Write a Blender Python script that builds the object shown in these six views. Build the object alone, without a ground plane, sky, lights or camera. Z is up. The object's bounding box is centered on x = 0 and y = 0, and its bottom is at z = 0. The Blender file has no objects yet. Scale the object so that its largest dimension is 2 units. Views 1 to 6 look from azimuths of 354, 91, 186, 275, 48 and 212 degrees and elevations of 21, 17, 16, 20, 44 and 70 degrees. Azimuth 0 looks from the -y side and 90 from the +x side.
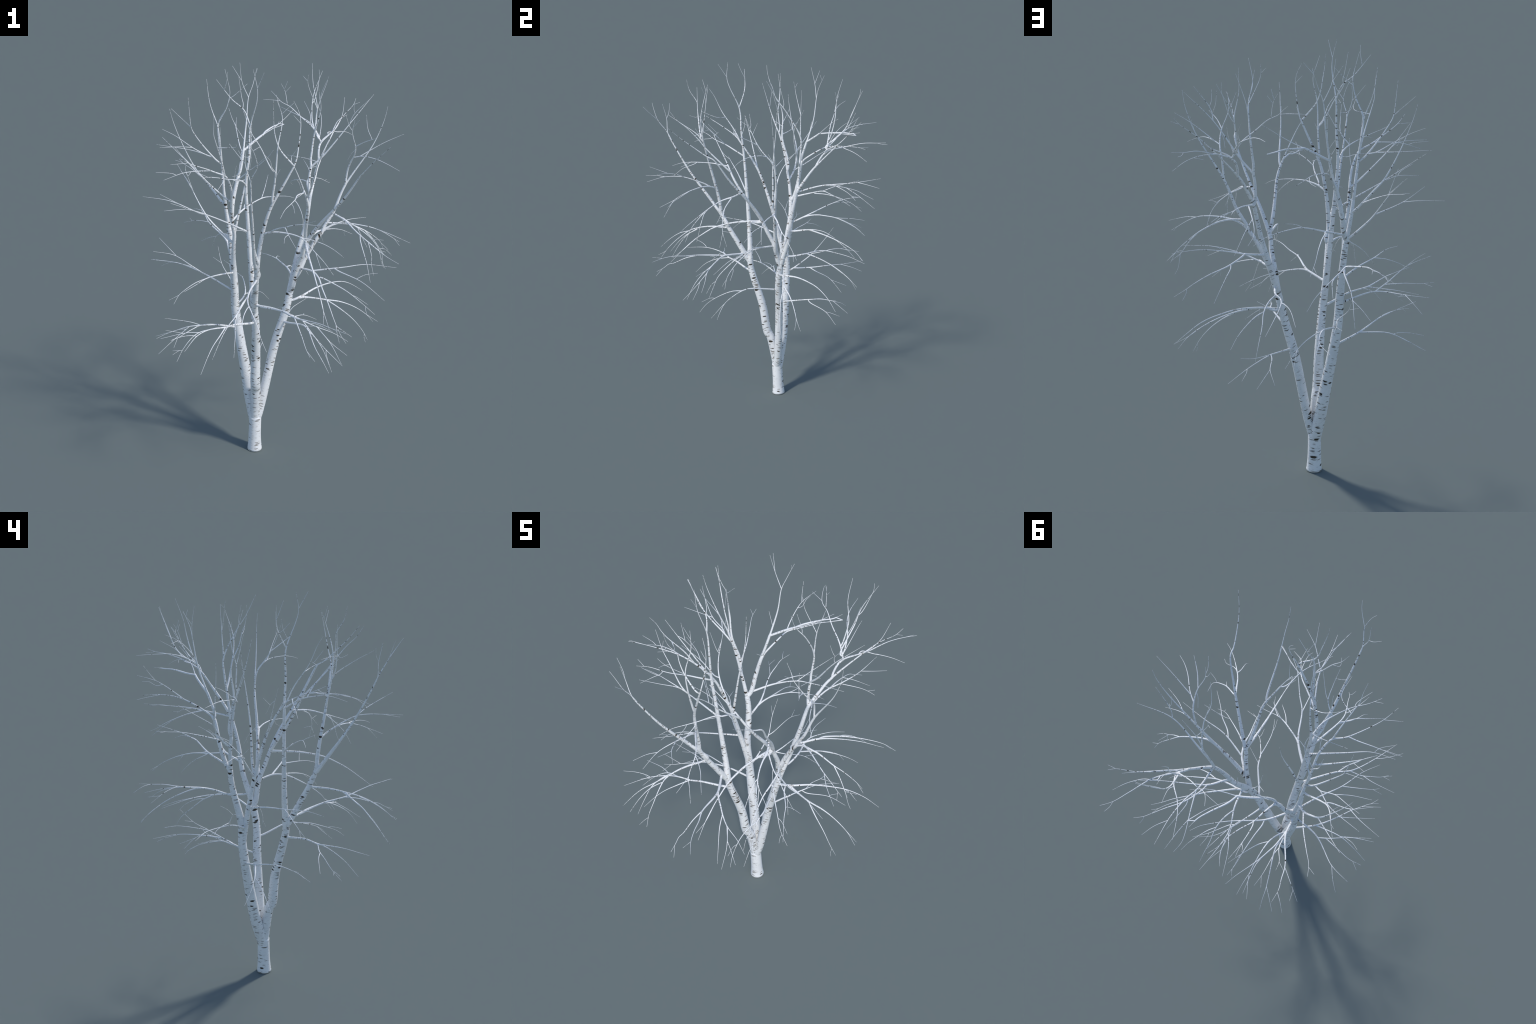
"""A bare winter birch: three leaning stems rise from one short trunk, each stem
forks into limbs, and arching branches carry fine forked twigs.

The tree is described shoot by shoot.  A shoot is a spine given by a few control
points (centimetres, z up); it grows out of the nearest older shoot.  How thick it
is follows one rule: the further the shoot still has to reach to its last tip, the
thicker it is there.  Every shoot is a closed, tapering tube of its own.
"""
import bpy, math
import numpy as np
from mathutils import Matrix, Vector

# ------------------------------------------------------------------ growth rules
TIP_RADIUS = 0.0005          # m, the end of a twig
GIRTH = 0.0120               # m of radius per metre still to reach
GIRTH_POWER = 1.20
JOIN_SHRINK = 0.88           # a shoot is thinner than the wood it springs from


class Shoot:
    def __init__(self, kind, parent, pts, stout=1.0):
        self.kind, self.parent, self.stout = kind, parent, stout
        self.children = []               # (arc length on this shoot, shoot)
        self.spine = smooth_spine(pts)
        step = np.linalg.norm(np.diff(self.spine, axis=0), axis=1)
        self.arc = np.concatenate([[0.0], np.cumsum(step)])
        self.cap = 1.0


def smooth_spine(pts, step=0.007):
    """Centripetal Catmull-Rom curve through the control points, evenly sampled."""
    p = np.asarray(pts, float)
    if len(p) == 2:
        p = np.array([p[0], (p[0] + p[1]) / 2, p[1]])
    q = np.vstack([2 * p[0] - p[1], p, 2 * p[-1] - p[-2]])
    out = []
    for i in range(1, len(q) - 2):
        a, b, c, d = q[i - 1 : i + 3]
        t = [0.0]
        for u, v in ((a, b), (b, c), (c, d)):
            t.append(t[-1] + max(1e-4, np.linalg.norm(v - u)) ** 0.5)
        n = max(2, int(np.linalg.norm(c - b) / step))
        for k in range(n):
            s = t[1] + (t[2] - t[1]) * k / n
            a1 = (t[1] - s) / (t[1] - t[0]) * a + (s - t[0]) / (t[1] - t[0]) * b
            a2 = (t[2] - s) / (t[2] - t[1]) * b + (s - t[1]) / (t[2] - t[1]) * c
            a3 = (t[3] - s) / (t[3] - t[2]) * c + (s - t[2]) / (t[3] - t[2]) * d
            b1 = (t[2] - s) / (t[2] - t[0]) * a1 + (s - t[0]) / (t[2] - t[0]) * a2
            b2 = (t[3] - s) / (t[3] - t[1]) * a2 + (s - t[1]) / (t[3] - t[1]) * a3
            out.append((t[2] - s) / (t[2] - t[1]) * b1 + (s - t[1]) / (t[2] - t[1]) * b2)
    out.append(p[-1])
    return np.array(out)


SHOOTS = []


def grow(kind, *points_cm, stout=1.0):
    """Add a shoot; it is rooted in the nearest point of the wood grown so far."""
    pts = [np.array(p, float) / 100.0 for p in points_cm]
    parent, at = None, 0
    best = 1e9
    for s in SHOOTS:
        d = np.linalg.norm(s.spine - pts[0], axis=1)
        k = int(d.argmin())
        if d[k] < best:
            best, parent, at = d[k], s, k
    if parent is not None:
        pts[0] = parent.spine[at].copy()
    s = Shoot(kind, parent, pts, stout)
    if parent is not None:
        parent.children.append((parent.arc[at], s))
    SHOOTS.append(s)
    return s


def stem(*p, stout=1.0):
    return grow("stem", *p, stout=stout)


def branch(*p, stout=1.0):
    return grow("branch", *p, stout=stout)


def twig(*p, stout=1.0):
    return grow("twig", *p, stout=stout)


# ------------------------------------------------------------------ the tree
grow("trunk", (-7.0, 3.7, 0.0), (-7.1, 3.7, 8.0), (-7.0, 3.6, 19.0))

# ---- stem, 176 cm to its last tip
stem((-7.5, 3.7, 15.4), (-9.9, 6.8, 30.2), (-11.3, 8.2, 39.6), (-17.2, 11.8, 75.9), (-17.9, 12.0, 89.2), (-19.1, 15.1, 105.1), (-19.9, 16.1, 113.2), (-22.4, 15.5, 128.5), (-24.6, 12.3, 151.1), (-26.0, 6.3, 170.9))
branch((-15.8, 10.9, 66.4), (-27.3, 4.4, 70.9), (-35.2, -3.6, 74.6), (-39.0, -8.9, 75.4), (-43.2, -13.9, 75.4), (-46.1, -17.2, 75.1), (-50.0, -19.9, 74.7))
twig((-26.7, 4.8, 70.7), (-40.5, 4.0, 70.5), (-48.8, 5.2, 67.4), (-57.0, 7.5, 64.0))
twig((-40.5, 3.9, 70.6), (-47.3, -0.2, 66.4), (-55.8, -4.5, 60.2))
twig((-42.0, 2.9, 69.8), (-44.3, 2.2, 70.1), (-50.5, -0.2, 69.4), (-56.6, -2.5, 67.6))
twig((-35.2, -3.6, 74.6), (-40.0, -4.9, 77.0), (-52.5, -9.6, 81.6))
twig((-43.2, -13.9, 75.4), (-52.2, -17.3, 78.9))
twig((-46.6, -17.8, 75.0), (-48.6, -22.4, 72.3))

# ---- stem, 116 cm to its last tip
stem((-17.1, 11.5, 74.4), (-17.4, 11.7, 76.8), (-18.5, 8.7, 94.0), (-19.1, 5.4, 110.4), (-19.0, 3.4, 118.6), (-20.1, 1.8, 124.3), (-20.8, -2.0, 135.7), (-21.0, -4.5, 140.7), (-21.6, -6.4, 144.4), (-23.4, -10.0, 149.7), (-24.7, -11.4, 151.6), (-29.6, -13.8, 154.2), (-32.5, -16.1, 156.0), (-41.0, -25.5, 161.5), (-44.9, -32.5, 165.6))
branch((-17.2, 11.9, 75.0), (-16.6, 13.9, 75.3), (-16.6, 16.1, 76.5), (-17.8, 25.9, 83.2), (-18.8, 28.6, 85.4), (-22.5, 34.6, 90.8), (-24.3, 41.0, 98.4))
twig((-16.6, 16.1, 76.5), (-13.9, 19.3, 77.2), (-11.6, 24.2, 78.0), (-10.9, 27.8, 78.3), (-10.6, 36.3, 79.1), (-11.3, 45.4, 79.4), (-16.2, 56.6, 79.2))
twig((-11.3, 25.4, 78.1), (-7.1, 29.2, 76.9), (-1.9, 36.6, 74.0), (3.4, 43.1, 66.8))
twig((-1.1, 37.7, 73.3), (-0.7, 46.3, 69.5))
twig((-11.0, 44.3, 79.4), (-10.3, 50.7, 77.3), (-10.0, 56.3, 74.7))
twig((-18.4, 27.8, 84.7), (-17.8, 30.3, 85.0), (-18.0, 43.7, 86.9), (-17.0, 50.1, 85.5))
twig((-17.9, 44.9, 86.9), (-20.6, 49.6, 87.2))
twig((-22.8, 35.0, 91.1), (-26.9, 38.3, 93.4))
branch((-17.8, 10.2, 85.7), (-32.9, 15.7, 93.7), (-44.9, 24.8, 95.8), (-48.2, 26.4, 95.9), (-56.4, 28.9, 96.0))
twig((-33.4, 16.0, 93.9), (-38.7, 15.0, 98.0), (-47.3, 12.1, 105.0), (-57.4, 8.1, 108.7))
twig((-37.6, 15.2, 97.2), (-45.9, 17.9, 98.7), (-52.1, 19.6, 99.3), (-58.6, 19.7, 100.0))
twig((-54.3, 19.8, 99.5), (-57.7, 22.6, 99.0))
twig((-46.2, 12.4, 104.2), (-50.7, 14.4, 108.9), (-54.5, 17.2, 112.3))
twig((-46.0, 25.4, 95.9), (-49.5, 30.6, 93.9), (-53.4, 34.9, 90.5))
branch((-18.6, 8.2, 96.9), (-25.3, -1.1, 99.9), (-32.5, -10.2, 101.9), (-38.2, -21.1, 103.2), (-43.7, -28.5, 103.1))
twig((-32.5, -10.2, 101.9), (-38.2, -12.9, 100.7), (-44.4, -16.6, 97.8), (-45.9, -17.7, 96.8), (-48.3, -20.7, 93.7))
twig((-45.9, -17.6, 96.8), (-50.5, -18.2, 94.6))
branch((-19.2, 4.7, 113.4), (-21.4, 5.6, 115.2), (-30.6, 8.1, 124.5), (-34.1, 10.0, 129.6), (-36.7, 12.8, 134.1), (-38.7, 16.0, 137.6), (-45.2, 26.7, 146.6))
twig((-32.4, 8.7, 126.7), (-34.4, 7.8, 127.5), (-44.3, 7.4, 132.3), (-53.7, 3.6, 138.7))
twig((-44.3, 7.6, 132.3), (-50.2, 10.1, 133.6), (-61.8, 13.3, 134.6))
twig((-37.9, 14.5, 136.1), (-38.6, 13.6, 138.7), (-41.7, 12.9, 147.9))
twig((-38.2, 13.7, 137.3), (-40.9, 19.7, 141.2), (-43.6, 22.4, 144.5))

# ---- stem, 61 cm to its last tip
stem((-19.2, 4.6, 113.9), (-18.9, 5.4, 116.6), (-14.6, 6.5, 138.4), (-11.7, 8.4, 154.4), (-11.1, 9.4, 161.7), (-10.9, 10.4, 173.5))
branch((-20.8, -2.2, 136.3), (-22.8, -2.7, 137.7), (-39.5, -6.8, 154.9), (-46.9, -9.3, 164.6))
twig((-40.9, -7.2, 156.5), (-39.6, -5.7, 155.3), (-33.9, -2.7, 148.8))
twig((-38.4, -5.0, 154.0), (-44.7, -1.8, 159.8))
branch((-21.6, -6.3, 144.5), (-20.8, -7.6, 146.8), (-19.8, -13.2, 156.8))
branch((-24.6, -11.4, 151.6), (-26.5, -15.0, 159.3), (-29.5, -21.6, 169.6), (-30.5, -23.5, 173.5), (-30.6, -25.8, 179.0), (-31.0, -28.5, 183.4))
twig((-28.8, -20.1, 167.1), (-21.5, -24.6, 168.2), (-21.7, -33.3, 172.0))
branch((-30.7, -14.5, 154.8), (-35.0, -14.7, 155.0), (-43.0, -15.9, 154.6), (-52.0, -17.8, 151.9))
twig((-40.1, -15.5, 154.9), (-41.4, -16.3, 153.3), (-42.2, -15.7, 155.2), (-42.3, -15.0, 157.6))
twig((-46.5, -16.6, 153.8), (-48.4, -16.7, 154.6), (-55.4, -17.4, 155.3))
twig((-41.3, -25.9, 161.8), (-49.2, -29.3, 162.2))
branch((-19.0, 14.8, 103.7), (-20.0, 17.5, 104.4), (-21.3, 25.8, 107.6), (-27.8, 37.5, 111.1), (-29.4, 41.2, 112.1), (-30.6, 46.3, 113.4), (-32.0, 51.3, 114.0), (-32.0, 58.0, 114.2))
twig((-20.7, 23.0, 106.6), (-20.4, 27.1, 107.5), (-19.5, 32.6, 107.8), (-16.1, 43.5, 106.4), (-16.2, 50.2, 105.8), (-17.0, 59.1, 104.0))
twig((-20.5, 27.1, 107.6), (-20.3, 33.7, 107.3), (-23.5, 45.8, 103.2), (-24.9, 52.0, 99.4), (-25.3, 56.0, 96.2), (-26.0, 60.0, 91.8))
twig((-24.7, 50.2, 100.7), (-28.5, 54.6, 98.1), (-32.1, 58.7, 94.9))
twig((-19.4, 33.3, 107.8), (-16.4, 41.2, 106.8), (-14.0, 45.8, 105.3), (-9.6, 53.0, 101.9), (-6.6, 58.1, 97.6))
twig((-29.3, 40.6, 112.0), (-34.8, 45.4, 111.2), (-41.5, 51.1, 108.2))
twig((-37.4, 47.9, 110.1), (-38.4, 52.9, 110.0))
twig((-32.2, 52.7, 114.1), (-35.0, 55.7, 114.0), (-38.3, 59.7, 112.1))

# ---- stem, 94 cm to its last tip
stem((-19.9, 16.1, 114.6), (-22.2, 15.6, 127.3), (-23.7, 13.6, 141.9))

# ---- stem, 91 cm to its last tip
stem((-20.3, 16.0, 117.0), (-19.5, 18.0, 119.5), (-18.5, 20.9, 128.9), (-16.3, 22.8, 138.9), (-15.7, 23.5, 141.1), (-15.3, 24.7, 142.4), (-13.8, 31.9, 147.0), (-12.7, 37.6, 149.7), (-9.6, 43.0, 150.5), (-6.9, 48.7, 150.6), (-5.1, 54.6, 150.2), (-2.0, 60.0, 149.0))
branch((-19.5, 18.0, 119.5), (-12.2, 27.6, 123.1), (-2.4, 34.7, 126.3), (2.7, 37.8, 126.0), (9.9, 42.8, 124.6), (12.7, 45.0, 123.6), (15.9, 48.5, 121.6))
twig((-11.8, 28.2, 123.3), (-12.0, 30.1, 122.9), (-11.1, 36.7, 122.2), (-10.1, 44.7, 119.8), (-9.3, 51.7, 116.2), (-7.7, 56.6, 111.9))
twig((-8.9, 53.6, 114.7), (-10.4, 57.3, 113.1))
twig((-3.0, 34.3, 126.2), (-0.7, 41.2, 129.1), (2.6, 54.8, 132.7))
branch((-15.5, 23.6, 141.7), (-16.5, 22.8, 141.6), (-18.9, 22.5, 141.3))
twig((-15.8, 22.8, 141.8), (-15.0, 23.2, 143.1), (-11.6, 30.7, 165.6), (-10.5, 32.7, 177.8), (-8.4, 34.0, 183.6), (-6.3, 37.3, 190.9))
twig((-13.6, 26.6, 153.0), (-4.2, 32.8, 158.6), (1.9, 35.2, 161.8), (6.4, 37.5, 164.7), (9.5, 39.6, 167.0), (13.2, 43.2, 169.8))
twig((-3.0, 33.4, 159.2), (-1.4, 37.6, 159.7), (3.5, 45.4, 160.5), (6.3, 50.1, 160.3), (7.6, 55.3, 160.7))
twig((6.8, 51.4, 160.1), (9.8, 52.9, 159.7))
twig((9.8, 52.9, 159.7), (4.3, 43.7, 160.2), (-1.6, 36.7, 159.8))
twig((-12.7, 28.2, 158.0), (-16.5, 29.8, 164.0))
twig((-10.5, 32.7, 177.8), (-13.7, 32.3, 185.1), (-15.1, 30.5, 194.8))
twig((-13.9, 32.2, 185.8), (-18.2, 35.4, 192.4))
twig((-7.2, 35.9, 187.9), (-6.1, 35.1, 191.3))
branch((-12.8, 37.8, 149.7), (-13.6, 39.5, 151.5), (-14.9, 49.7, 159.2), (-13.9, 59.4, 162.0))
twig((-14.8, 47.5, 157.5), (-14.7, 50.5, 157.2), (-15.1, 53.7, 159.2), (-15.5, 56.9, 159.4))
twig((-14.9, 50.2, 159.5), (-16.5, 52.2, 162.4), (-18.3, 55.2, 167.6))
branch((-6.3, 50.4, 150.6), (-7.3, 56.6, 149.5), (-9.9, 61.3, 149.0))
branch((-23.0, 15.0, 134.2), (-23.3, 15.6, 137.1), (-23.6, 15.3, 141.5), (-24.9, 12.7, 154.0), (-26.2, 13.5, 164.7), (-26.4, 13.3, 168.7), (-25.4, 12.5, 172.1), (-22.8, 9.9, 177.5), (-21.4, 8.1, 184.4), (-21.6, 7.0, 186.9), (-23.0, 5.7, 192.8), (-23.9, 5.6, 196.2))
twig((-21.6, 8.5, 182.6), (-20.1, 7.9, 183.4), (-13.6, 6.9, 189.4))
branch((-22.5, 15.4, 129.2), (-24.2, 16.7, 130.6), (-27.4, 19.1, 134.5), (-31.7, 20.5, 139.8), (-35.6, 21.0, 144.4), (-41.7, 19.3, 156.0), (-46.9, 17.7, 169.3), (-48.6, 17.3, 175.7))
twig((-26.9, 18.9, 133.9), (-31.2, 26.8, 137.4), (-37.6, 35.8, 141.3), (-41.5, 40.9, 142.7), (-43.8, 46.2, 143.8))
twig((-42.2, 42.2, 143.0), (-45.8, 44.0, 143.8))
twig((-35.2, 21.0, 143.9), (-52.1, 34.0, 158.1))
branch((-24.5, 12.4, 150.4), (-27.0, 12.2, 152.3), (-29.0, 11.5, 154.5), (-34.6, 8.4, 161.8), (-38.6, 6.3, 168.3), (-39.2, 5.7, 170.5), (-40.5, 2.3, 184.1))
twig((-28.2, 11.8, 153.6), (-31.9, 13.1, 154.8), (-37.1, 12.8, 157.7), (-39.6, 13.1, 159.3), (-46.4, 15.8, 163.5), (-52.2, 17.6, 166.1))
twig((-31.9, 13.2, 154.8), (-38.5, 17.7, 155.8), (-54.9, 22.0, 157.6))
twig((-38.6, 12.9, 158.7), (-44.7, 10.2, 159.5), (-53.4, 7.8, 159.8))
twig((-39.1, 6.0, 169.4), (-48.0, 7.6, 178.0))
branch((-25.0, 10.7, 156.8), (-25.3, 11.4, 159.0), (-26.8, 10.9, 169.5), (-29.3, 12.1, 176.3), (-30.6, 12.6, 181.2), (-31.7, 11.8, 190.1))
twig((-26.6, 10.8, 169.6), (-30.2, 12.3, 179.4), (-31.7, 13.2, 190.3))
twig((-26.6, 10.8, 169.6), (-23.4, 9.2, 176.4), (-21.3, 7.8, 182.5))

# ---- stem, 188 cm to its last tip
stem((-7.5, 3.6, 16.0), (-7.4, 1.0, 34.6), (-7.6, 0.4, 37.0), (-7.8, -1.1, 39.6), (-8.0, -1.7, 42.6), (-8.2, -3.4, 57.0), (-9.0, -7.9, 74.6), (-9.6, -9.2, 81.1), (-11.2, -8.9, 97.3), (-14.1, -9.4, 131.9), (-15.0, -9.9, 147.4), (-14.0, -10.6, 160.8), (-13.7, -10.9, 173.6), (-11.5, -15.4, 185.6), (-11.3, -16.7, 189.9), (-11.6, -16.9, 192.8), (-13.3, -16.0, 199.9))

# ---- stem, 181 cm to its last tip
stem((-7.4, 3.6, 16.6), (-6.1, 3.6, 18.6), (-4.1, 4.5, 26.1), (2.3, 6.5, 58.5), (6.9, 6.8, 75.0), (8.3, 7.4, 80.9), (9.9, 9.1, 88.8), (13.3, 13.8, 103.7), (17.0, 16.0, 117.7), (19.1, 19.0, 130.3), (19.6, 20.0, 132.7), (22.1, 24.7, 140.0), (24.1, 28.5, 145.1), (37.9, 45.6, 164.4), (44.6, 50.2, 170.3), (46.3, 52.8, 173.1))
branch((3.4, 6.5, 62.8), (6.2, 14.1, 64.0), (14.1, 30.6, 67.1), (17.7, 34.8, 67.6), (23.0, 38.8, 68.9))
twig((10.3, 23.0, 65.7), (12.8, 24.4, 64.9), (21.0, 32.9, 61.8), (28.6, 37.9, 56.7))
twig((21.0, 32.9, 61.8), (20.8, 34.8, 61.3), (22.2, 40.6, 59.3))
twig((11.2, 25.2, 66.2), (10.3, 30.7, 65.9), (10.3, 37.9, 64.1), (8.8, 42.6, 62.2), (7.4, 45.2, 59.9))
twig((10.3, 38.0, 64.1), (15.1, 45.7, 58.1))
branch((5.7, 6.6, 70.7), (7.6, 2.7, 72.0), (13.9, -7.5, 75.2), (15.1, -11.0, 75.4), (16.0, -13.9, 74.8), (19.0, -18.9, 72.9), (22.3, -23.5, 70.2), (26.4, -26.3, 66.7), (30.1, -28.1, 63.3))
twig((14.6, -9.2, 75.4), (22.4, -14.0, 77.4))
twig((15.9, -14.0, 74.9), (16.0, -19.5, 74.8), (17.1, -27.5, 72.4), (19.5, -34.1, 69.2), (21.8, -38.3, 65.2))
twig((17.8, -29.3, 71.6), (17.7, -31.9, 71.9), (19.1, -37.0, 70.3))
twig((22.7, -23.8, 69.9), (22.6, -25.3, 68.6), (24.4, -31.8, 62.2))
branch((8.5, 7.5, 81.5), (11.3, 8.4, 81.7), (15.9, 10.7, 82.7), (22.8, 16.1, 84.1), (28.1, 20.1, 84.4), (34.5, 25.2, 83.6), (38.0, 27.8, 82.8), (42.1, 30.6, 81.1), (46.3, 33.6, 78.2), (52.2, 36.8, 73.5))
twig((9.9, 7.8, 81.6), (10.7, 8.9, 81.2), (11.8, 9.5, 81.3), (14.6, 9.6, 82.1), (19.0, 9.8, 82.1), (27.6, 10.2, 80.5), (35.1, 12.5, 78.4), (40.9, 14.1, 75.7), (46.5, 15.2, 72.3), (50.9, 16.2, 68.6), (54.5, 17.8, 64.1))
twig((15.2, 10.3, 82.5), (20.0, 9.8, 82.0), (27.5, 10.2, 80.6), (37.0, 13.0, 77.6), (44.1, 14.8, 73.9), (50.0, 15.8, 69.5), (56.2, 14.7, 65.6))
twig((28.1, 10.2, 80.4), (34.9, 8.3, 76.3), (41.6, 7.3, 70.8), (46.7, 6.8, 64.6), (49.9, 7.6, 58.7))
twig((47.7, 7.2, 62.8), (47.7, 6.2, 60.9), (48.4, 5.6, 58.5))

# ---- stem, 112 cm to its last tip
stem((9.5, 9.0, 86.6), (10.1, 7.4, 89.0), (12.1, 5.3, 100.5), (13.9, 2.0, 108.4), (14.3, 0.5, 112.5), (16.2, -1.6, 117.6), (19.2, -5.0, 124.2), (28.7, -16.5, 141.7), (34.1, -24.2, 154.8), (34.2, -27.2, 156.5), (36.1, -35.0, 163.0), (38.1, -40.3, 167.7), (41.3, -45.7, 173.5))

# ---- stem, 94 cm to its last tip
stem((10.8, 6.3, 94.5), (12.5, 6.2, 96.4), (16.6, 6.3, 105.9), (23.1, 6.5, 117.0), (27.7, 6.3, 121.0), (31.0, 6.3, 122.1), (34.0, 6.8, 121.9), (37.4, 7.8, 121.1), (45.3, 10.0, 117.1), (49.4, 12.3, 114.1), (54.8, 15.2, 109.1), (57.0, 17.3, 104.6))
branch((13.6, 6.2, 99.3), (14.4, 4.2, 99.9), (17.8, -0.1, 100.6), (19.3, -3.3, 100.6), (20.7, -8.3, 99.5), (21.4, -13.8, 96.9), (23.3, -20.6, 92.2), (25.3, -26.6, 86.5), (27.5, -29.2, 81.4), (30.5, -31.6, 76.7))
twig((18.1, -0.6, 100.7), (27.4, -4.7, 103.3), (33.1, -6.2, 104.5), (42.8, -7.1, 106.0), (57.2, -10.1, 105.3))
twig((27.9, -4.9, 103.4), (30.6, -8.4, 103.0), (37.3, -14.2, 101.6), (40.9, -18.8, 100.5), (48.3, -27.0, 95.8))
twig((37.3, -14.1, 101.6), (41.5, -14.1, 103.6), (47.3, -14.3, 104.4))
twig((20.4, -7.0, 99.9), (22.1, -7.9, 99.9), (26.0, -11.0, 98.8), (32.9, -15.8, 96.0), (39.9, -20.3, 91.3), (45.5, -21.7, 86.5))
twig((35.2, -17.3, 94.5), (37.1, -17.1, 93.7), (42.7, -18.7, 90.2))
twig((41.0, -20.5, 90.4), (41.0, -21.9, 88.9), (41.6, -23.3, 86.7))
twig((26.2, -27.7, 84.9), (26.0, -30.1, 82.9), (27.0, -33.4, 77.8))
twig((26.4, -28.0, 84.3), (33.2, -30.6, 79.5))
branch((23.8, 6.5, 118.0), (24.3, 6.7, 119.8), (28.7, 7.2, 127.3), (33.8, 8.3, 140.1), (46.5, 8.0, 160.9), (50.8, 7.8, 172.2), (52.0, 7.4, 178.8))
twig((25.8, 6.9, 122.3), (31.0, 6.0, 122.4), (35.8, 4.4, 122.8), (41.5, 2.2, 122.6), (47.1, 0.3, 121.8), (51.9, -0.4, 119.9), (60.2, -0.6, 114.8))
twig((48.5, -0.0, 121.4), (54.2, -4.5, 120.3), (63.2, -9.2, 117.3))
twig((57.5, -0.6, 116.3), (59.7, -3.4, 113.9))
twig((34.1, 8.3, 140.7), (34.9, 7.7, 148.8), (35.8, 6.2, 152.7), (36.6, 3.1, 156.6), (36.3, -0.1, 161.3), (33.7, -3.8, 169.5), (34.1, -5.8, 175.6))
twig((36.5, 4.0, 155.5), (40.0, 0.9, 156.9), (45.3, -5.9, 157.2), (49.7, -10.1, 155.9), (54.4, -13.4, 153.8))
twig((39.2, 1.8, 156.6), (49.5, -0.8, 163.8), (57.8, -2.8, 168.2))
twig((36.4, 0.7, 160.1), (35.3, 1.8, 158.4), (33.9, 5.0, 153.9))
twig((36.2, -0.6, 161.9), (39.2, -5.6, 165.3), (43.7, -10.8, 168.6))
twig((41.6, -8.5, 167.2), (40.0, -6.9, 171.8), (39.2, -5.8, 177.9))
twig((33.6, -4.0, 170.1), (32.5, -3.5, 171.7), (30.2, -4.1, 177.4))
twig((33.6, -4.4, 171.5), (33.8, -6.8, 173.0), (35.2, -10.4, 176.6))
branch((45.3, 10.0, 117.1), (50.0, 9.3, 112.3), (53.8, 8.7, 106.8), (55.8, 8.2, 104.5))
twig((53.1, 8.8, 107.8), (56.0, 9.4, 107.3), (59.8, 10.2, 103.7))
twig((53.7, 8.6, 106.7), (57.4, 13.0, 104.3))
twig((54.1, 8.6, 106.3), (55.5, 9.3, 99.6), (57.0, 9.4, 96.7))
twig((55.6, 15.7, 108.4), (59.2, 15.5, 104.6))

# ---- stem, 79 cm to its last tip
stem((15.0, -0.2, 114.3), (13.8, -5.0, 122.2), (13.4, -9.8, 129.5), (12.8, -14.9, 138.8), (9.6, -18.6, 148.0), (4.7, -23.7, 159.0), (2.7, -25.3, 162.5))
branch((14.9, -0.5, 114.9), (14.0, -9.9, 114.9), (13.8, -15.9, 114.6), (13.8, -21.0, 113.8), (14.1, -28.2, 112.0), (14.6, -32.9, 109.7), (15.4, -39.2, 105.9), (16.4, -46.1, 100.4), (18.2, -52.9, 94.3))
branch((11.6, -16.4, 142.7), (12.3, -17.9, 144.3), (13.0, -29.5, 157.1), (13.2, -32.7, 161.6), (14.2, -39.1, 169.1), (14.8, -43.7, 173.3), (15.6, -47.2, 178.3))
twig((13.2, -32.7, 161.6), (13.2, -32.5, 164.2), (13.0, -34.3, 168.1))
twig((13.4, -35.3, 164.3), (8.3, -31.3, 165.1), (1.0, -26.8, 165.4))
branch((10.5, -17.8, 146.0), (7.3, -28.1, 147.6), (4.3, -33.0, 147.6))
twig((8.6, -23.9, 147.1), (7.3, -25.1, 147.1), (5.8, -27.6, 147.2), (3.9, -34.6, 147.6), (1.7, -39.2, 147.4), (-1.7, -44.7, 146.5), (-4.4, -50.4, 144.6))
twig((4.3, -33.2, 147.6), (3.7, -34.2, 147.2), (2.1, -38.8, 147.7))
twig((3.7, -35.3, 147.6), (4.5, -37.1, 146.8), (5.5, -43.5, 144.8), (5.8, -46.6, 142.7), (5.4, -49.4, 140.4))
twig((1.7, -39.2, 147.4), (2.3, -40.8, 146.7), (2.5, -44.9, 145.0))
twig((3.0, -25.1, 162.0), (3.4, -22.6, 163.8))
twig((3.3, -23.4, 163.3), (5.3, -27.8, 168.8))
branch((15.2, -0.2, 114.4), (15.5, -2.7, 114.4), (14.1, -9.3, 114.9), (13.7, -16.6, 114.5), (13.7, -21.5, 113.8), (14.1, -28.6, 111.9), (15.2, -37.7, 106.8), (16.4, -46.4, 100.1), (15.6, -51.8, 96.2))
branch((24.3, -11.0, 133.7), (27.7, -15.1, 132.8), (29.8, -19.4, 132.1), (32.3, -24.6, 130.3), (35.1, -28.6, 128.2), (37.9, -30.7, 126.4), (44.0, -32.7, 121.7), (46.3, -34.8, 120.2))
twig((27.7, -15.1, 132.8), (29.0, -16.5, 132.6), (30.6, -21.1, 131.7), (33.7, -26.8, 129.3), (44.3, -38.9, 122.6), (49.4, -42.8, 120.3))
twig((28.8, -15.9, 132.6), (35.7, -19.5, 128.7), (38.8, -20.2, 126.6), (42.1, -20.8, 123.6), (45.4, -20.9, 118.7), (47.7, -19.1, 110.8))
twig((34.8, -19.4, 128.9), (39.1, -24.3, 121.3))
twig((42.1, -20.9, 123.6), (43.5, -21.9, 124.1), (46.7, -23.4, 124.3))
twig((45.4, -20.9, 118.7), (45.4, -16.7, 117.9))
twig((45.8, -20.8, 118.1), (47.8, -22.8, 110.6))
twig((34.6, -28.1, 128.5), (34.5, -30.5, 126.7), (36.3, -38.0, 118.7), (37.5, -41.8, 111.4))
twig((37.9, -30.9, 126.3), (39.4, -33.1, 120.2), (39.4, -33.9, 116.9), (40.4, -35.4, 111.9))
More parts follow.
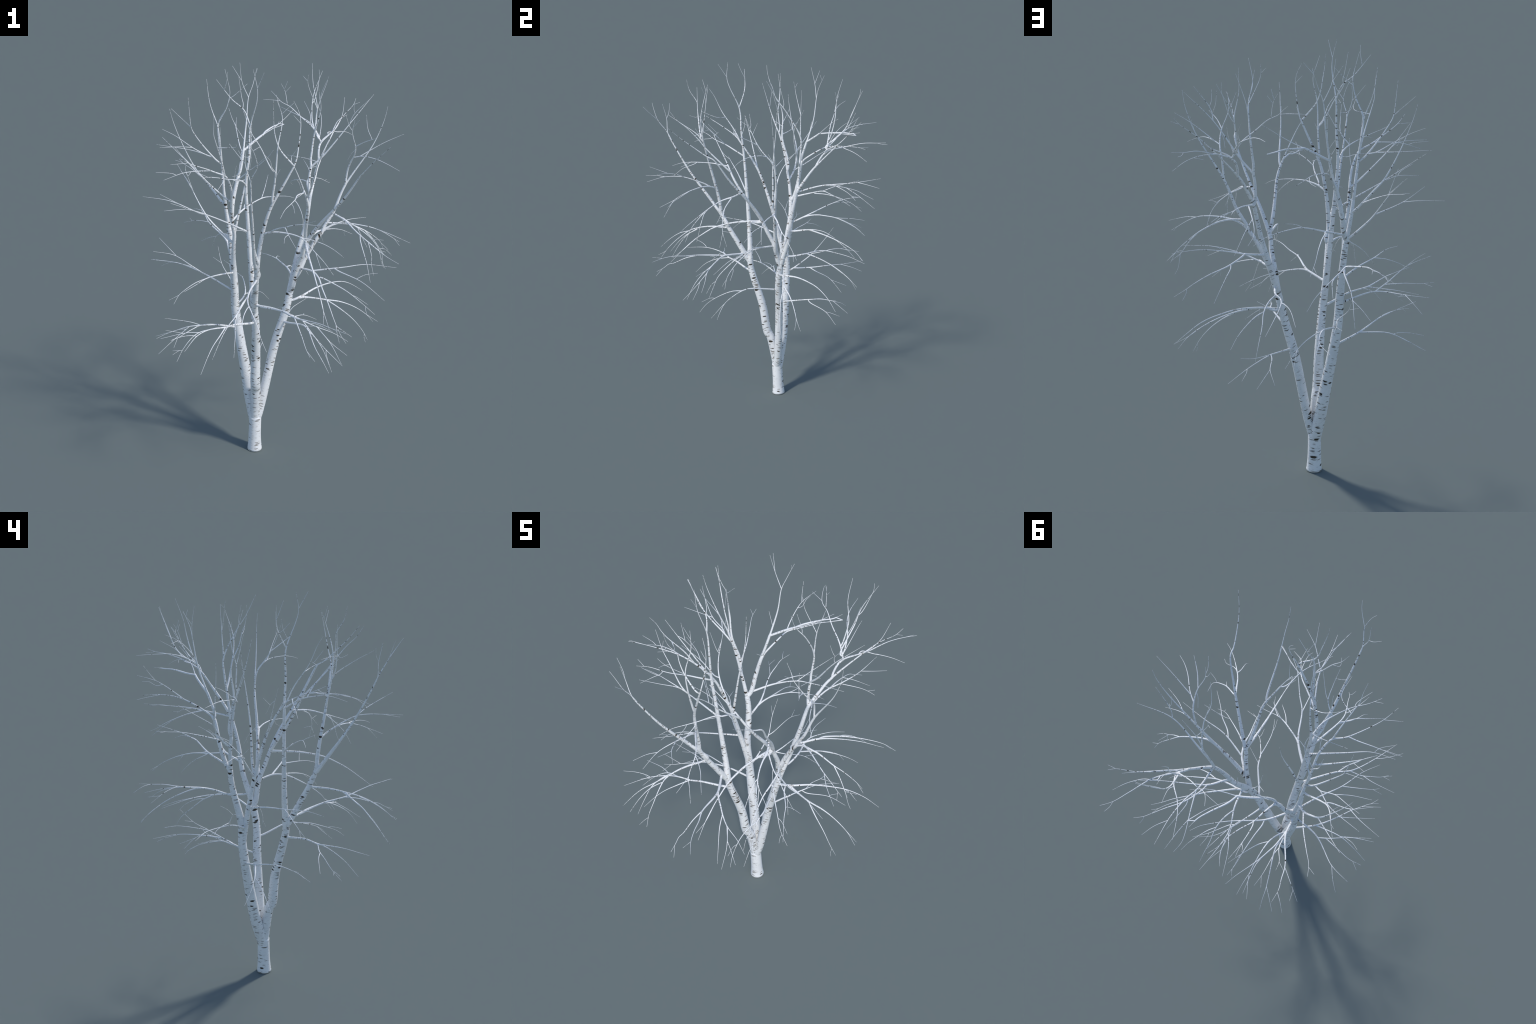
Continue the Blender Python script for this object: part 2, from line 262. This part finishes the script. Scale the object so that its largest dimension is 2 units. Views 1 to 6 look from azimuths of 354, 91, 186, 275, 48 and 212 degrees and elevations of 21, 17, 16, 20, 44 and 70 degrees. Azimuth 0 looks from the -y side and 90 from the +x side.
branch((10.8, 10.6, 92.8), (10.8, 14.4, 92.5), (9.7, 22.1, 93.1), (6.7, 30.4, 93.7), (5.9, 34.8, 93.3), (6.2, 39.3, 92.2), (7.8, 47.9, 89.7), (10.2, 56.3, 85.9))
twig((9.4, 23.3, 93.2), (11.8, 28.7, 91.7), (13.4, 34.9, 88.6), (13.4, 40.5, 84.3), (14.1, 46.5, 79.1), (14.4, 48.3, 76.9), (15.1, 50.6, 72.4))
twig((13.4, 34.4, 88.9), (16.4, 37.5, 87.8), (19.5, 41.6, 85.5), (23.0, 46.5, 81.7), (25.4, 50.5, 77.3))
twig((5.9, 34.8, 93.3), (4.0, 37.5, 93.4), (1.4, 42.7, 92.8), (-1.9, 54.2, 89.6))
branch((14.8, 14.6, 108.6), (16.9, 16.3, 109.0), (22.4, 22.6, 110.9), (30.6, 27.3, 113.2), (41.5, 32.5, 114.9), (51.9, 37.6, 114.3))
twig((22.8, 23.0, 111.0), (23.3, 25.3, 111.0), (25.4, 29.7, 110.0), (29.0, 35.1, 108.6), (35.7, 41.9, 106.7), (41.0, 47.2, 104.3), (43.5, 49.4, 102.8), (48.3, 51.9, 100.0))
twig((27.5, 33.2, 109.1), (27.3, 35.3, 108.1), (28.5, 40.1, 105.5), (30.4, 45.2, 101.2), (32.3, 49.0, 96.7))
twig((43.5, 49.4, 102.8), (43.5, 50.4, 101.4), (44.7, 52.6, 98.7))
branch((19.5, 19.8, 132.1), (19.6, 32.2, 134.7), (21.8, 39.9, 135.7), (23.2, 50.1, 136.4), (22.4, 64.7, 137.9))
twig((19.9, 33.6, 134.8), (17.8, 41.8, 133.6), (15.0, 52.9, 129.7), (14.9, 56.4, 127.5), (16.4, 61.3, 125.0))
twig((16.8, 46.4, 132.2), (18.6, 52.2, 128.5), (21.7, 61.4, 121.0))
twig((21.6, 39.2, 135.6), (29.0, 46.1, 132.7), (31.8, 48.7, 130.7), (34.6, 50.1, 129.1))
twig((31.3, 48.3, 131.0), (33.2, 52.1, 130.5))
twig((23.3, 52.3, 136.6), (27.4, 57.3, 135.9), (30.5, 63.1, 134.5))
branch((19.5, 19.8, 132.1), (18.8, 20.0, 134.7), (18.8, 20.8, 142.1), (19.4, 21.2, 146.1), (19.2, 21.7, 149.6), (19.6, 22.1, 153.2), (20.5, 22.4, 161.7), (22.0, 15.8, 175.3), (20.9, 10.5, 183.3), (23.3, 5.6, 193.0))
twig((19.6, 21.1, 146.0), (24.8, 20.1, 151.8), (36.7, 18.7, 167.8), (48.8, 24.0, 181.0))
twig((36.7, 18.7, 167.8), (37.5, 17.4, 171.2), (38.6, 16.7, 173.5), (45.6, 14.3, 181.6))
twig((38.5, 16.6, 173.6), (37.9, 16.0, 175.6), (37.9, 14.3, 180.4))
twig((20.6, 22.3, 162.4), (21.7, 22.9, 174.1), (26.2, 23.7, 187.9))
twig((21.7, 22.9, 174.1), (16.6, 20.7, 185.7), (16.1, 20.4, 188.5), (16.4, 19.9, 191.3))
twig((16.2, 20.5, 187.8), (14.0, 21.9, 190.2))
twig((21.7, 14.0, 178.4), (21.2, 14.2, 180.2), (19.8, 12.6, 188.7))
branch((25.1, 29.9, 146.6), (24.6, 30.8, 148.4), (25.1, 33.6, 152.6), (26.0, 35.2, 154.2), (27.3, 36.9, 155.5), (32.8, 43.5, 157.9), (37.5, 54.2, 160.6), (41.1, 61.1, 161.1), (44.8, 65.4, 161.7))
twig((25.7, 34.8, 153.9), (27.2, 35.4, 155.6), (34.3, 41.5, 160.0), (36.7, 44.2, 162.7), (38.7, 47.1, 166.4), (40.2, 51.5, 173.9))
twig((26.2, 35.6, 154.6), (22.6, 37.1, 161.2), (15.7, 39.0, 167.3), (11.0, 41.0, 171.4), (6.6, 42.2, 173.7), (4.4, 44.5, 175.9), (2.3, 48.1, 177.8))
twig((25.7, 35.5, 155.7), (24.8, 35.3, 156.8), (24.3, 36.0, 157.8), (22.9, 43.2, 162.8), (22.9, 46.6, 166.6), (23.8, 50.1, 174.6), (28.9, 55.3, 186.5))
twig((23.3, 48.6, 171.3), (24.7, 49.7, 173.5), (27.0, 53.2, 182.2), (27.3, 53.9, 184.0), (27.0, 54.5, 187.2))
twig((25.0, 35.9, 156.9), (25.9, 37.0, 158.6), (27.0, 41.0, 165.1), (26.7, 44.8, 168.4), (26.3, 47.8, 170.1))
twig((25.5, 36.3, 157.4), (25.0, 37.9, 158.2), (22.1, 42.9, 162.3), (16.5, 48.7, 165.2), (13.1, 54.2, 166.0), (9.2, 64.2, 166.3))
twig((21.7, 43.4, 162.7), (22.1, 46.4, 166.1), (20.0, 54.0, 171.3))
twig((23.5, 36.8, 160.1), (23.7, 37.9, 161.6), (24.1, 39.5, 166.2), (24.4, 40.9, 172.1), (22.3, 42.3, 182.3), (21.9, 45.5, 192.0))
twig((9.9, 41.4, 172.1), (8.5, 43.0, 178.8), (6.7, 44.4, 182.1))
twig((8.7, 42.9, 178.1), (11.2, 42.2, 181.3))
twig((8.3, 43.2, 179.4), (9.5, 42.1, 183.7))
twig((6.1, 42.3, 174.2), (-2.1, 44.5, 174.4))
twig((30.9, 41.0, 157.2), (30.7, 42.7, 157.6), (31.2, 43.5, 157.8), (36.3, 45.7, 157.6), (39.2, 47.9, 157.1), (42.8, 51.0, 155.7), (46.9, 55.2, 152.7))
twig((39.7, 48.2, 157.0), (35.8, 47.9, 156.2))
twig((41.1, 61.2, 161.1), (41.3, 63.6, 160.4), (42.3, 66.4, 160.2))
twig((44.8, 50.1, 170.2), (48.1, 50.6, 171.5))
branch((-7.8, -0.5, 38.6), (-7.7, -0.0, 41.5), (-8.2, -1.8, 50.9))
branch((-9.3, -8.8, 78.1), (-11.8, -11.2, 78.6), (-20.8, -19.2, 81.7), (-24.1, -22.1, 82.1), (-29.8, -25.5, 83.1), (-33.3, -29.1, 84.1), (-38.5, -37.1, 85.1), (-44.4, -49.7, 84.0))
twig((-24.7, -22.5, 82.2), (-27.7, -28.9, 80.9), (-31.1, -34.4, 78.6), (-33.5, -38.6, 75.8), (-37.1, -44.7, 69.8))
twig((-29.8, -25.5, 83.1), (-36.3, -26.5, 82.1), (-39.8, -28.5, 80.8), (-44.5, -32.4, 76.6), (-47.5, -36.8, 72.5))
twig((-36.8, -26.7, 82.0), (-42.4, -26.2, 81.7), (-54.6, -27.1, 79.5))
twig((-44.9, -32.7, 76.2), (-46.4, -33.8, 76.5), (-49.3, -36.1, 75.7))
twig((-45.4, -33.1, 76.5), (-49.3, -33.2, 76.2))
twig((-38.5, -37.1, 85.1), (-40.4, -37.8, 85.8), (-44.5, -40.5, 86.9), (-49.7, -45.2, 87.7))

# ---- stem, 114 cm to its last tip
stem((-9.7, -9.3, 83.5), (-10.3, -11.1, 86.5), (-10.4, -14.5, 93.0), (-10.6, -24.5, 113.4), (-10.2, -25.0, 119.3), (-9.1, -26.3, 128.1), (-6.0, -28.8, 141.6), (0.8, -30.9, 156.1), (4.1, -31.4, 163.6), (5.2, -30.2, 169.3), (6.1, -28.3, 180.1), (5.2, -27.6, 184.4), (2.9, -26.7, 189.0))
branch((-10.4, -12.5, 89.1), (-8.5, -14.9, 89.2), (-0.7, -23.7, 90.9), (1.6, -25.6, 90.8), (6.3, -28.4, 89.7), (10.5, -30.9, 88.3), (15.7, -33.1, 86.5), (23.9, -34.1, 83.4), (30.4, -35.7, 79.8))
twig((-8.5, -14.9, 89.2), (-3.8, -20.0, 90.4), (-0.7, -24.1, 91.1), (1.2, -28.0, 92.0), (5.2, -38.9, 93.8), (10.0, -45.2, 95.1), (14.4, -51.9, 96.6), (18.4, -57.2, 96.9), (24.3, -62.7, 96.6))
twig((4.9, -38.3, 93.7), (5.6, -45.4, 92.6), (6.7, -52.8, 90.1), (6.8, -55.5, 89.7), (7.5, -58.5, 87.8), (8.6, -62.5, 86.1))
twig((5.0, -40.6, 93.4), (5.5, -44.0, 93.1))
twig((7.7, -59.2, 87.5), (10.8, -62.8, 84.1))
twig((18.4, -57.2, 96.9), (19.5, -62.8, 98.1))
twig((10.0, -30.6, 88.5), (12.8, -35.3, 85.5), (16.5, -39.8, 81.2), (18.4, -42.1, 78.0), (20.6, -45.1, 72.6))
twig((12.7, -31.9, 87.6), (15.2, -33.1, 87.9), (22.4, -38.9, 86.6))
twig((16.3, -33.3, 86.3), (21.7, -39.2, 80.8), (25.7, -46.8, 74.1))
twig((20.4, -37.4, 82.4), (22.7, -38.0, 80.0), (29.3, -40.9, 75.3))
branch((-10.5, -20.5, 105.5), (-10.9, -22.5, 105.1), (-13.6, -30.1, 105.3), (-15.4, -35.7, 104.8), (-16.3, -40.0, 104.0), (-16.4, -43.5, 103.1), (-15.2, -48.0, 100.9), (-13.2, -53.9, 96.9), (-12.0, -58.1, 93.1), (-10.0, -61.7, 88.8))
twig((-15.8, -37.1, 104.6), (-22.3, -46.8, 98.6), (-25.7, -50.0, 95.6), (-28.7, -53.6, 91.8), (-32.8, -59.2, 84.8))
twig((-16.1, -38.5, 104.3), (-19.0, -41.6, 102.1), (-22.0, -47.3, 97.8), (-22.7, -52.7, 91.4), (-23.5, -57.2, 84.2))
twig((-16.2, -44.9, 102.6), (-17.3, -46.5, 102.0), (-19.1, -51.1, 100.5), (-20.3, -57.0, 96.9), (-20.9, -62.8, 92.1))
twig((-11.5, -59.1, 92.0), (-12.4, -60.4, 91.1), (-13.1, -63.6, 89.5))

# ---- stem, 86 cm to its last tip
stem((-10.5, -20.5, 105.5), (-9.8, -21.4, 107.3), (-12.0, -26.2, 115.2), (-15.0, -41.9, 139.0), (-16.7, -50.1, 154.6), (-17.2, -53.4, 161.9), (-15.2, -57.9, 169.2), (-17.1, -60.1, 176.0), (-18.8, -60.8, 178.6))
branch((-15.1, -58.0, 169.3), (-11.1, -62.4, 174.7), (-9.8, -64.9, 177.8))
branch((-10.6, -22.2, 108.8), (-12.9, -22.4, 110.2), (-13.2, -22.6, 111.2), (-10.2, -24.8, 119.6))
branch((-10.6, -24.6, 114.2), (-11.1, -26.7, 116.2), (-12.8, -30.6, 122.2), (-14.2, -35.8, 129.6), (-15.0, -41.8, 138.7), (-16.4, -48.4, 151.0), (-17.3, -52.9, 161.0), (-19.6, -53.3, 169.1), (-19.2, -55.1, 177.6))
twig((-19.7, -53.2, 169.0), (-22.3, -52.1, 172.2), (-25.9, -51.7, 176.9))
branch((-8.8, -26.6, 129.5), (-5.0, -30.2, 131.4), (0.1, -34.3, 132.4), (4.5, -37.9, 132.4), (7.0, -40.8, 131.9), (11.4, -48.7, 128.5), (14.7, -51.5, 125.3), (18.4, -54.6, 120.6))
twig((-5.4, -29.8, 131.3), (-5.1, -32.2, 132.8), (-2.8, -38.7, 136.2), (-1.6, -44.8, 138.5), (-1.4, -54.7, 139.0), (0.4, -64.8, 137.0))
twig((-1.6, -44.2, 138.5), (1.1, -47.0, 140.3), (5.6, -52.0, 142.4), (12.9, -57.3, 143.5))
twig((5.4, -51.9, 142.4), (8.5, -61.4, 147.2))
twig((-1.4, -54.7, 139.0), (-3.3, -59.2, 139.5), (-4.6, -65.9, 139.5))
twig((6.6, -40.3, 132.0), (9.1, -41.2, 132.0), (15.1, -44.7, 131.0), (19.2, -48.2, 129.6), (23.0, -51.5, 127.3))
twig((11.3, -48.8, 128.5), (12.4, -57.2, 124.8))
branch((-4.9, -29.2, 144.3), (-5.3, -29.5, 146.1), (-4.8, -30.9, 152.6), (-4.0, -32.3, 157.9), (-2.8, -33.3, 160.7))
twig((-4.7, -31.2, 153.7), (-4.4, -32.1, 159.8), (-3.9, -32.4, 170.6), (-2.0, -29.5, 182.2), (-4.2, -27.4, 189.2))
twig((-4.6, -31.8, 157.0), (-4.9, -33.5, 159.6), (-6.5, -35.7, 161.9), (-8.5, -43.8, 167.6), (-11.8, -51.3, 172.4))
twig((-4.7, -33.0, 159.1), (-6.7, -33.6, 161.3), (-11.7, -34.5, 171.1), (-15.6, -34.7, 177.3), (-18.9, -34.6, 186.2))
twig((-11.6, -34.5, 171.1), (-14.6, -36.1, 169.9), (-13.6, -39.4, 171.1))
twig((-2.1, -29.3, 183.4), (2.6, -30.5, 188.8))
twig((-2.9, -28.4, 186.0), (-4.9, -30.1, 192.0))
branch((3.3, -31.4, 161.5), (2.7, -32.5, 162.6), (-3.3, -33.6, 169.9), (-5.5, -34.0, 176.1), (-6.0, -34.1, 179.6), (-6.8, -37.9, 186.4), (-7.2, -39.1, 192.1))
twig((6.1, -28.4, 179.4), (3.0, -28.3, 182.9))
branch((-13.4, -9.3, 123.8), (-29.7, -14.8, 133.3), (-39.6, -18.7, 138.1), (-43.6, -19.7, 139.0), (-52.0, -21.1, 138.8))
twig((-42.4, -19.5, 138.9), (-43.0, -20.9, 140.0), (-44.5, -22.4, 141.1), (-49.2, -25.1, 143.6))
branch((-15.0, -10.0, 145.9), (-16.8, -15.9, 150.0), (-19.1, -19.6, 152.1), (-25.1, -26.8, 154.8), (-31.9, -32.0, 157.3), (-35.8, -36.3, 158.3))
twig((-19.9, -20.4, 152.6), (-15.6, -24.1, 157.4), (-15.0, -29.4, 163.1), (-15.2, -35.2, 169.4))
twig((-15.5, -24.5, 157.9), (-14.0, -25.4, 158.9), (-8.7, -32.0, 166.1))
twig((-15.1, -31.9, 165.7), (-19.1, -32.9, 166.7), (-20.8, -34.4, 169.5))
twig((-26.6, -28.2, 155.4), (-26.5, -30.2, 155.0), (-27.3, -32.7, 154.8), (-30.0, -39.3, 153.2))
twig((-33.5, -33.5, 157.7), (-37.5, -33.8, 159.8))
branch((-15.0, -10.0, 149.3), (-18.7, -10.3, 148.7), (-22.1, -10.2, 149.7), (-32.7, -10.9, 151.0))
branch((-13.8, -10.9, 174.2), (-16.4, -8.4, 180.9), (-21.5, -7.4, 185.3), (-28.5, -7.4, 194.1))
twig((-16.8, -8.3, 181.3), (-16.6, -7.6, 183.3), (-17.3, -7.1, 186.3), (-18.7, -7.2, 195.1))
twig((-25.1, -7.3, 189.5), (-24.1, -9.2, 193.8), (-23.8, -10.7, 198.0))
twig((-11.5, -16.9, 192.1), (-9.2, -21.3, 199.6))

# ------------------------------------------------------------------ girth
def reach(s):
    s.reach = s.arc[-1]
    for at, c in s.children:
        s.reach = max(s.reach, at + reach(c))
    return s.reach


def girth(s):
    left = s.arc[-1] - s.arc
    for at, c in s.children:
        left = np.maximum(left, np.where(s.arc <= at, at - s.arc + c.reach, 0))
    r = (TIP_RADIUS + GIRTH * left ** GIRTH_POWER) * s.stout
    r = r * (1 + 0.15 * np.clip((left - 0.85) / 0.4, 0, 1))     # wood that bears many limbs
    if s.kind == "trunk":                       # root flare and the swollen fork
        z = s.spine[:, 2]
        r = 0.0305 + 0.0075 * np.exp(-z / 0.05)
    if s.parent is not None:
        r = np.minimum(r, s.cap * np.exp(-s.arc * 0.0))
    s.radius = r
    for at, c in s.children:
        k = int(np.argmin(abs(s.arc - at)))
        c.cap = r[k] * (0.92 if s.kind == "trunk" else JOIN_SHRINK)
        girth(c)


reach(SHOOTS[0])
girth(SHOOTS[0])


# ------------------------------------------------------------------ bark
def bark(name, mark_amount, mark_size):
    m = bpy.data.materials.new(name)
    m.use_nodes = True
    nt = m.node_tree
    N, L = nt.nodes, nt.links
    N.clear()

    def node(kind, **inputs):
        n = N.new(kind)
        for k, v in inputs.items():
            n.inputs[k.replace("_", " ")].default_value = v
        return n

    def ramp(x, stops, mode="LINEAR"):
        n = N.new("ShaderNodeValToRGB")
        n.color_ramp.interpolation = mode
        e = n.color_ramp.elements
        e[0].position, e[0].color = stops[0][0], (*stops[0][1], 1)
        e[1].position, e[1].color = stops[-1][0], (*stops[-1][1], 1)
        for pos, col in stops[1:-1]:
            q = e.new(pos)
            q.color = (*col, 1)
        L.new(x, n.inputs[0])
        return n.outputs[0]

    def math_(op, a, b):
        n = N.new("ShaderNodeMath")
        n.operation = op
        for i, v in enumerate((a, b)):
            if isinstance(v, (int, float)):
                n.inputs[i].default_value = v
            else:
                L.new(v, n.inputs[i])
        return n.outputs[0]

    def mix(f, a, b):
        n = N.new("ShaderNodeMix")
        n.data_type = "RGBA"
        L.new(f, n.inputs[0])
        for i, v in ((6, a), (7, b)):
            if isinstance(v, tuple):
                n.inputs[i].default_value = (*v, 1)
            else:
                L.new(v, n.inputs[i])
        return n.outputs[2]

    co = N.new("ShaderNodeTexCoord").outputs["Object"]
    info = N.new("ShaderNodeObjectInfo")
    shift = node("ShaderNodeVectorMath")
    shift.operation = "ADD"
    offs = N.new("ShaderNodeCombineXYZ")
    L.new(math_("MULTIPLY", info.outputs["Random"], 7.0), offs.inputs[2])
    L.new(co, shift.inputs[0])
    L.new(offs.outputs[0], shift.inputs[1])
    # a little wobble, so that marks are ragged and not quite level
    wob = node("ShaderNodeTexNoise", Scale=55.0, Detail=2.0)
    L.new(shift.outputs[0], wob.inputs["Vector"])
    wv = node("ShaderNodeVectorMath")
    wv.operation = "MULTIPLY_ADD"
    wv.inputs[1].default_value = (0.006, 0.006, 0.006)
    L.new(wob.outputs["Color"], wv.inputs[0])
    L.new(shift.outputs[0], wv.inputs[2])
    P = wv.outputs[0]

    def marks(scale, size, share, soft):
        """Flat ellipsoidal cells around the shoot's axis; only a share is marked."""
        mp = node("ShaderNodeMapping")
        mp.inputs["Scale"].default_value = scale
        L.new(P, mp.inputs["Vector"])
        v = node("ShaderNodeTexVoronoi", Scale=1.0)
        L.new(mp.outputs[0], v.inputs["Vector"])
        sep = N.new("ShaderNodeSeparateColor")
        L.new(v.outputs["Color"], sep.inputs[0])
        chosen = math_("LESS_THAN", sep.outputs[0], share)
        rad = math_("MULTIPLY_ADD", sep.outputs[1], 0.6)
        N_ = rad.node
        N_.inputs[2].default_value = 0.7
        d = math_("DIVIDE", v.outputs["Distance"], math_("MULTIPLY", rad, size))
        inside = ramp(d, [(1.0 - soft, (1, 1, 1)), (1.0, (0, 0, 0))])
        return math_("MULTIPLY", inside, chosen)

    s = mark_size
    lines = marks((30 / s, 30 / s, 150 / s), 0.42, 0.30 * mark_amount, 0.45)
    blots = marks((26 / s, 26 / s, 62 / s), 0.38, 0.16 * mark_amount, 0.35)
    fine = marks((60 / s, 60 / s, 420 / s), 0.40, 0.35 * mark_amount, 0.6)

    tint = node("ShaderNodeTexNoise", Scale=14.0, Detail=4.0)
    L.new(shift.outputs[0], tint.inputs["Vector"])
    base = ramp(tint.outputs["Fac"], [(0.3, BARK_A), (0.55, BARK_B), (0.75, BARK_C)])
    col = mix(math_("MULTIPLY", fine, 0.55), base, (0.33, 0.29, 0.24))
    col = mix(math_("MULTIPLY", lines, 0.9), col, (0.115, 0.095, 0.065))
    col = mix(blots, col, (0.045, 0.037, 0.026))
    bs = N.new("ShaderNodeBsdfPrincipled")
    L.new(col, bs.inputs["Base Color"])
    bs.inputs["Roughness"].default_value = 0.62
    bs.inputs["Specular IOR Level"].default_value = 0.3
    grain = node("ShaderNodeBump", Strength=0.25, Distance=0.001)
    L.new(math_("ADD", lines, blots), grain.inputs["Height"])
    grain.invert = True
    L.new(grain.outputs[0], bs.inputs["Normal"])
    out = N.new("ShaderNodeOutputMaterial")
    L.new(bs.outputs[0], out.inputs[0])
    return m


BARK_A, BARK_B, BARK_C = (0.74, 0.74, 0.74), (0.80, 0.80, 0.80), (0.83, 0.82, 0.81)
MATERIAL = {
    "trunk": bark("birch_bark", 1.35, 1.2),
    "stem": bark("birch_stem_bark", 1.2, 0.9),
    "branch": bark("birch_branch_bark", 0.9, 0.55),
    "twig": bark("birch_twig_bark", 0.55, 0.45),
}
SIDES = {"trunk": 24, "stem": 18, "branch": 10, "twig": 7}


# ------------------------------------------------------------------ tubes
def tube(s):
    """Tapering tube round the spine, rings carried along without twist."""
    p, r, n = s.spine, s.radius, SIDES[s.kind]
    tan = np.gradient(p, axis=0)
    tan /= np.linalg.norm(tan, axis=1, keepdims=True)
    side = np.cross(tan[0], (0.3, 0.9, 0.1) if abs(tan[0][1]) < 0.8 else (1, 0, 0))
    side /= np.linalg.norm(side)
    ang = np.arange(n) * 2 * math.pi / n
    verts, faces = [], []
    for i in range(len(p)):
        side = side - tan[i] * (side @ tan[i])
        side /= np.linalg.norm(side)
        up = np.cross(tan[i], side)
        verts.append(p[i] + r[i] * (np.cos(ang)[:, None] * side + np.sin(ang)[:, None] * up))
    verts = list(np.concatenate(verts))
    for i in range(len(p) - 1):
        for k in range(n):
            a, b = i * n + k, i * n + (k + 1) % n
            faces.append((a, b, b + n, a + n))
    tip = len(verts)
    verts.append(p[-1] + tan[-1] * r[-1])
    top = (len(p) - 1) * n
    faces += [(top + k, top + (k + 1) % n, tip) for k in range(n)]
    faces.append(tuple(range(n - 1, -1, -1)))
    return np.array(verts), faces


tree = bpy.data.objects.new("birch_tree", None)
tree["label"] = "bare winter birch with three white, black-flecked stems"
tree["category"] = "birch tree"
tree.empty_display_size = 0.1
tree.location = SHOOTS[0].spine[0]
bpy.context.collection.objects.link(tree)
home = Matrix.Translation(Vector(SHOOTS[0].spine[0]))
world = {tree: home}

for s in SHOOTS:
    verts, faces = tube(s)
    # local z runs along the shoot, so that the bark marks ring it
    axis = Vector(s.spine[-1] - s.spine[0]).normalized()
    frame = Matrix.Translation(Vector(s.spine[0])) @ axis.to_track_quat("Z", "Y").to_matrix().to_4x4()
    inv = np.array(frame.inverted())
    local = verts @ inv[:3, :3].T + inv[:3, 3]
    me = bpy.data.meshes.new(s.kind)
    me.from_pydata(local.tolist(), [], faces)
    me.polygons.foreach_set("use_smooth", [True] * len(me.polygons))
    me.update()
    me.materials.append(MATERIAL[s.kind])
    ob = bpy.data.objects.new(s.kind, me)
    bpy.context.collection.objects.link(ob)
    # twigs hang under the branch (or stem) that bears them, all else under the tree
    holder = tree
    if s.kind == "twig":
        q = s.parent
        while q.kind == "twig":
            q = q.parent
        holder = q.object
    s.object = ob
    world[ob] = frame
    ob.parent = holder
    ob.matrix_basis = world[holder].inverted() @ frame
